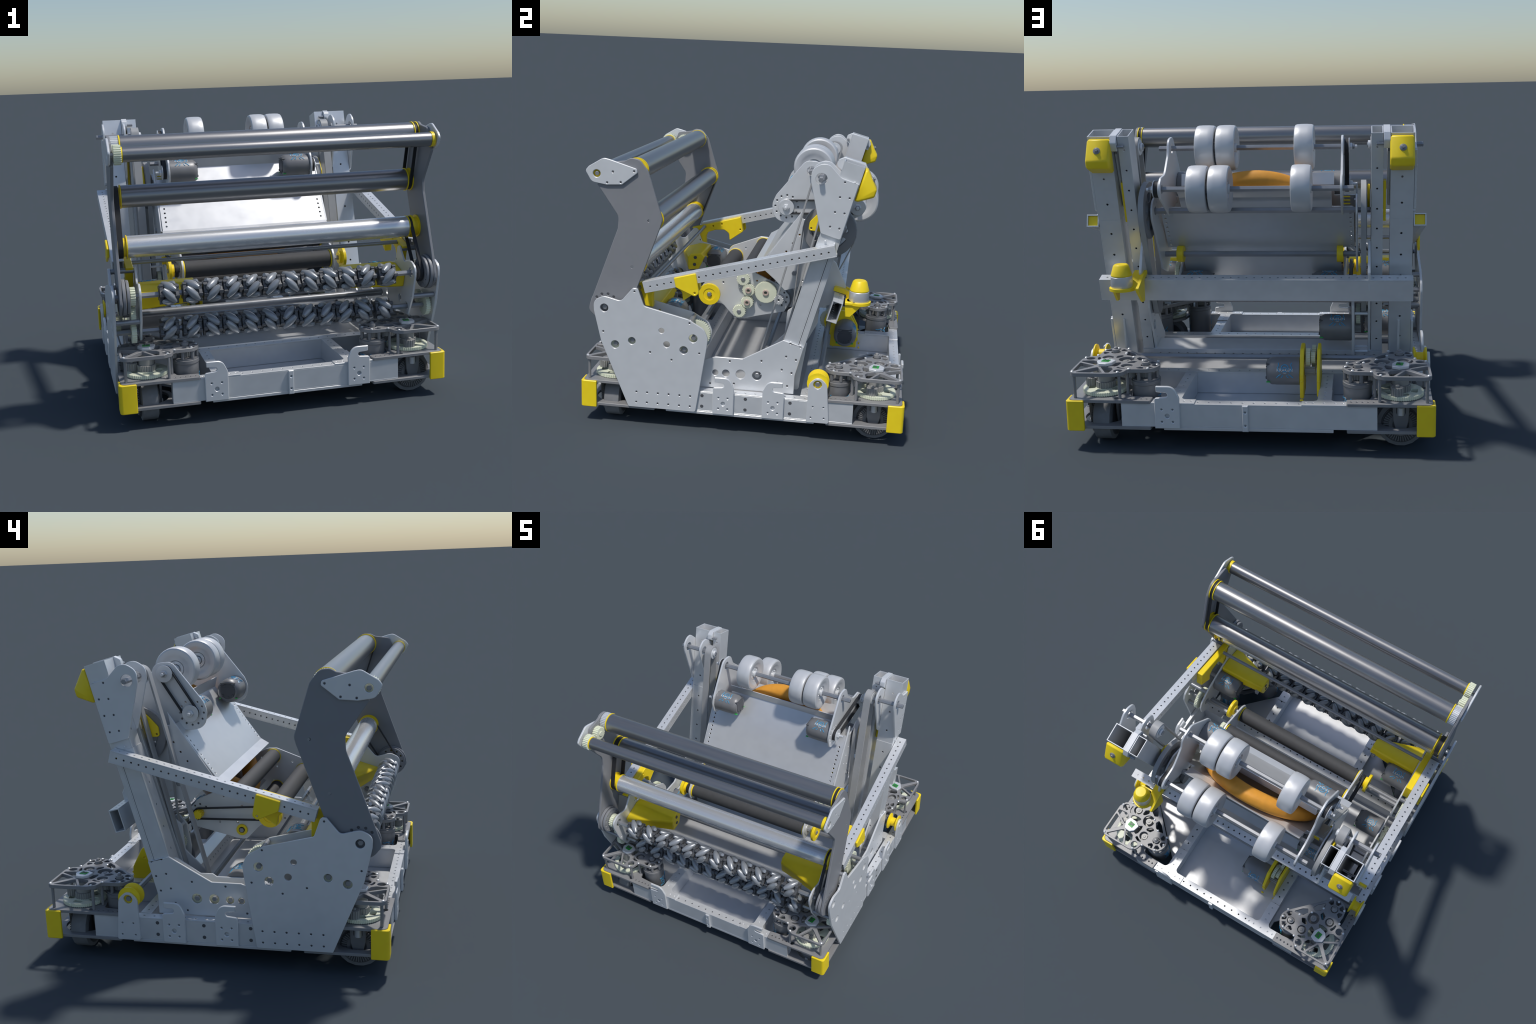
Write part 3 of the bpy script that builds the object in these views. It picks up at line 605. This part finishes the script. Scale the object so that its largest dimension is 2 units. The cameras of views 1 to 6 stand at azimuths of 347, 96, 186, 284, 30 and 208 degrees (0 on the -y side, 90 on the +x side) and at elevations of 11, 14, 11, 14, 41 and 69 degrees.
for c, r, n in (((-.066, .874), .043, 22), ((-.029, .803), .041, 22), ((-.035, .722), .041, 22), ((-.085, .657), .043, 22), ((.084, .797), .072, 46)):
    part("feed_gear", gear("x", c, r, n, .524, .549, .012), M_CREAM, indexer)
for c in ((-.029, .803), (-.035, .722), (.084, .797)): part("gear_bush", tube("x", c, .020, .011, .5495, .559, 18), M_BRONZE, indexer)
part("feed_pinion", gear("x", (.170, .753), .032, 16, .524, .552, .008), M_ALU, indexer)
add_motor(indexer, .170, .745, .498, -1, pi * .5)
add_motor(indexer, .170, .745, -.498, 1, pi * .5)

# ================================================================= shooter
SP = Vector((0, .561, .828)); SQ = Vector((0, .828, -.561))           # along the chute, and to its rear
def pq(p, q): v = SP * p + SQ * q; return (v.y, v.z)
spl = fillet([pq(1.315, -.512), (.30, 1.30, .01), (.36, 1.300, .02), (.44, 1.335, .04), (.545, 1.30, .07), (.56, 1.21, .07), (.50, 1.13, .03), (.36, .92, .02), (.34, .875, .02), (.21, .83, .01), (.14, .90), pq(.835, -.513)])
sh = holes([(.325, 1.256), (.287, 1.199), (.247, 1.141), (.208, 1.086), (.303, 1.102), (.265, 1.045), (.40, 1.20), (.36, 1.15), (.32, .905), (.43, 1.29), (.50, 1.29)], .0065)
shooter = part("shooter_frame", both(slab("x", spl, .576, .588, sh + [circ(.476, 1.245, .024)], .002)), M_PLATE, robot)
# front panel with bolted edges, bent lip below and flange above
def panel_in_plane(outline, q0, q1, hol=()):
    g = slab("z", outline, q0, q1, hol, .001)       # (u=x, v=p, w=q)
    return at(g, (0, 0, 0), Vector((1, 0, 0)), SP, SQ)
fh = holes([(s * .545, .865 + .034 * i) for s in (1, -1) for i in range(9)], .0065)
FQ = lambda p: -.519 + (p - .83) * .032                               # the sheet leans back a little towards the top
def lean(g): return ([tuple(Vector(v) + SQ * (FQ(SP.dot(Vector(v))) + .517)) for v in g[0]], g[1])
fp = [lean(panel_in_plane(fillet([(-.575, .832), (.575, .832), (.575, 1.235, .01), (.45, 1.235), (.45, 1.318), (-.45, 1.318), (-.45, 1.235), (-.575, 1.235, .01)]), -.520, -.514, fh))]
part("front_panel", fp + [sheet([pq(.833, -.519), (-.018, .948)], -.578, .578), sheet([pq(1.317, FQ(1.317)), (.306, 1.440)], -.45, .45)], M_WHITE, shooter)
rh = holes([(s * .545, .965 + .036 * i) for s in (1, -1) for i in range(8)], .0065)
part("rear_panel", [panel_in_plane(fillet([(-.565, .945), (.565, .945), (.565, 1.27, .01), (.44, 1.27), (.44, 1.345), (-.44, 1.345), (-.44, 1.27), (-.565, 1.27, .01)]), -.369, -.363, rh),
      sheet([pq(.9452, -.366), pq(.70, -.366), (.05, .735), (-.01, .70)], -.485, .485), sheet([pq(1.345, -.366), (.487, 1.345), (.515, 1.372)], -.44, .44)], M_WHITE, shooter)
part("panel_flange", both(slab("x", [pq(.86, -.512), pq(1.22, -.492), pq(1.22, -.475), pq(.86, -.495)], .5645, .575)), M_PLATE, shooter)
hp = fillet([(.190 - .095, 1.37, .09), (.115, 1.27, .07), (.21, 1.255, .06), (.30, 1.265, .03), (.36, 1.20, .03), (.46, 1.215, .03), (.668, 1.335, .035), (.702, 1.40, .05), (.645, 1.452, .04), (.54, 1.46, .08), (.435, 1.56, .07), (.408, 1.65, .06), (.30, 1.660, .06), (.12, 1.43, .04)])
hh = [circ(.337, 1.592, .03, 16), circ(.637, 1.387, .024, 16)] + holes([(.190 + .072 * math.cos(2 * pi * i / 12), 1.360 + .072 * math.sin(2 * pi * i / 12)) for i in range(12)], .0065) + [circ(.19, 1.36, .02)]
pair("hood_plate", slab("x", hp, .494, .507, hh, .002), M_PLATE, shooter)
HS = ((.337, 1.592), (.637, 1.387))
for c in HS: part("shooter_shaft", hexbar("x", c, .0165, -.570, .570), M_STEEL, shooter)
def shoot_wheel():
    return [lathe("x", (0, 0), [(-.030, .048), (-.042, .055), (-.044, .072), (-.049, .082), (-.051, .088), (-.054, .096), (-.055, .118), (-.051, .126), (-.040, .130), (-.018, .1315), (.018, .1315), (.040, .130), (.051, .126), (.055, .118), (.054, .096), (.051, .088), (.049, .082), (.044, .072), (.042, .055), (.030, .048)], 36, True)]
ME_SW = mesh_of("shooter_wheel", shoot_wheel(), M_TYRE, 25)
ME_SH = mesh_of("wheel_core", [tube("x", (0, 0), .048, .030, -.036, .036, 24), tube("x", (0, 0), .026, .016, -.055, .055, 18)] + [cyl("x", (.038 * math.cos(a), .038 * math.sin(a)), .005, -.040, .040, 8) for a in [2 * pi * i / 6 for i in range(6)]], M_PLATE)
for c in HS:
    for x in (.287, .167, -.283):
        m = Matrix.Translation((x, c[0], c[1])) @ Matrix.Rotation(random.uniform(0, 1), 4, "X")
        place("shooter_wheel", ME_SW, shooter, m); place("wheel_core", ME_SH, shooter, m)
MS = (.190, 1.360)
add_motor(shooter, MS[0], MS[1], .493, -1, pi * .62, front=True)
add_motor(shooter, MS[0], MS[1], -.493, 1, pi * .62, front=True)
# one belt to the rear shaft on the +x side, one to the top shaft on the other
part("shooter_belt", loop("x", MS, .038, HS[1], .038, .511, .535), M_BELT, shooter)
part("shooter_belt", loop("x", MS, .038, HS[0], .038, -.535, -.511), M_BELT, shooter)
for c, s in ((MS, 1), (HS[1], 1), (MS, -1), (HS[0], -1)):
    g = [tube("x", c, .050, .016, .536, .541, 24), cyl("x", c, .037, .509, .536, 20), tube("x", c, .050, .016, .5075, .511, 24), hexbar("x", c, .022, .541, .556), cyl("x", c, .010, .556, .584, 10)]
    part("belt_flange", g if s > 0 else [mirx(a) for a in g], M_ALU, shooter)
PV = (.476, 1.245)
part("pivot_shaft", hexbar("x", PV, .0175, -.66, .66), M_STEEL, shooter)
for s in (1, -1):
    mk = (lambda g: g) if s > 0 else (lambda g: mirx(join(g) if isinstance(g, list) else g))
    wins = [fillet([(PV[0] + r_ * math.cos(a + da), PV[1] + r_ * math.sin(a + da), .012) for r_, da in ((.06, -.35), (.06, .35), (.118, .38), (.118, -.38))], 3) for a in (.3, 1.35, 2.4, 3.44, 4.49, 5.54)]
    part("pivot_sprocket", mk(slab("x", circ(*PV, .163, 48), .606, .640, wins + [circ(*PV, .02)], .003)), M_ARM, shooter)
    part("lift_belt", mk(loop("x", PV, .1635, (.33, .665), .062, .606, .636, .006)), M_STRAP, shooter)
    part("lower_sprocket", mk(cyl("x", (.33, .665), .062, .606, .636, 24)), M_ARM, shooter)
    yk = fillet([(.40, 1.355, .02), (.44, 1.39, .03), (.475, 1.385, .02), (.45, 1.24, .015), (.345, 1.245, .015), (.35, 1.30, .03)])
    part("yellow_cable_guard", mk(slab("x", yk, .641, .656, holes([(.362, 1.26), (.43, 1.255)], .006), .003)), M_YEL, shooter)
part("yoke_shaft", hexbar("x", (.266, .952), .0175, -.60, .60), M_STEEL, shooter)
part("yellow_collar", both(tube("x", (.266, .952), .050, .018, .462, .500, 20)), M_YEL, shooter)
part("cable_comb", [box(-.545, -.50, .43, .435, 1.27 + .02 * i, 1.278 + .02 * i) for i in range(3)], M_YEL, shooter)
# lift gearbox on the left tower foot
lgo = fillet([(.24, .345, .01), (.36, .345, .01), (.425, .575, .03), (.433, .68, .03), (.29, .76, .03), (.24, .70, .02), (.22, .56, .02)])
lg = part("lift_gearbox", slab("x", lgo, -.566, -.550, holes([(.27, .40), (.33, .40), (.38, .60), (.28, .66)], .006) + [circ(.335, .53, .03)], .002), M_PLATE, robot)
add_motor(lg, .285, .505, -.549, 1, pi * .30)
part("lift_gear", [gear("x", (.30, .595), .06, 30, -.600, -.575)], M_CREAM, lg)
part("lift_pinion", [gear("x", (.285, .505), .03, 14, -.604, -.568)], M_HUB, lg)
part("gearbox_post", [cyl("x", (y, z), .009, -.645, -.566, 8) for y, z in ((.27, .38), (.33, .37), (.40, .62), (.26, .70))], M_ALU, lg)
add_motor(lg, -.130, .425, -.817, 1, pi * .42)

# ============================================================= foam ring
TR = .064; RR = .384
V = []; F = []; nu, nv = 96, 28
for i in range(nu):
    a = 2 * pi * i / nu
    for j in range(nv):
        b = 2 * pi * j / nv; rr = RR + TR * math.cos(b)
        wob = 1 + .006 * math.sin(3 * a + 1) + .004 * math.sin(5 * b + 2 * a)
        V.append((rr * math.cos(a) * wob, rr * math.sin(a) * wob, .88 * TR * math.sin(b)))
for i in range(nu):
    for j in range(nv):
        F.append((i * nv + j, ((i + 1) % nu) * nv + j, ((i + 1) % nu) * nv + (j + 1) % nv, i * nv + (j + 1) % nv))
ring = place("foam_ring", mesh_of("foam_ring", [(V, F)], M_ORANGE, 80))
c0 = SP * 1.030 + SQ * -.4375
tl = Matrix.Rotation(math.radians(-1.6), 3, "X")      # it leans with the front sheet
m = Matrix((Vector((1, 0, 0)), tl @ SP, tl @ SQ)).transposed().to_4x4(); m.translation = c0
ring.matrix_world = m
ring["label"] = "Orange foam ring gripped between the wheels"
ring["category"] = "game ring"

for ob in list(S.objects):
    if ob.type == "MESH" and ob.parent is None and ob.name != "foam_ring": ob.parent = robot
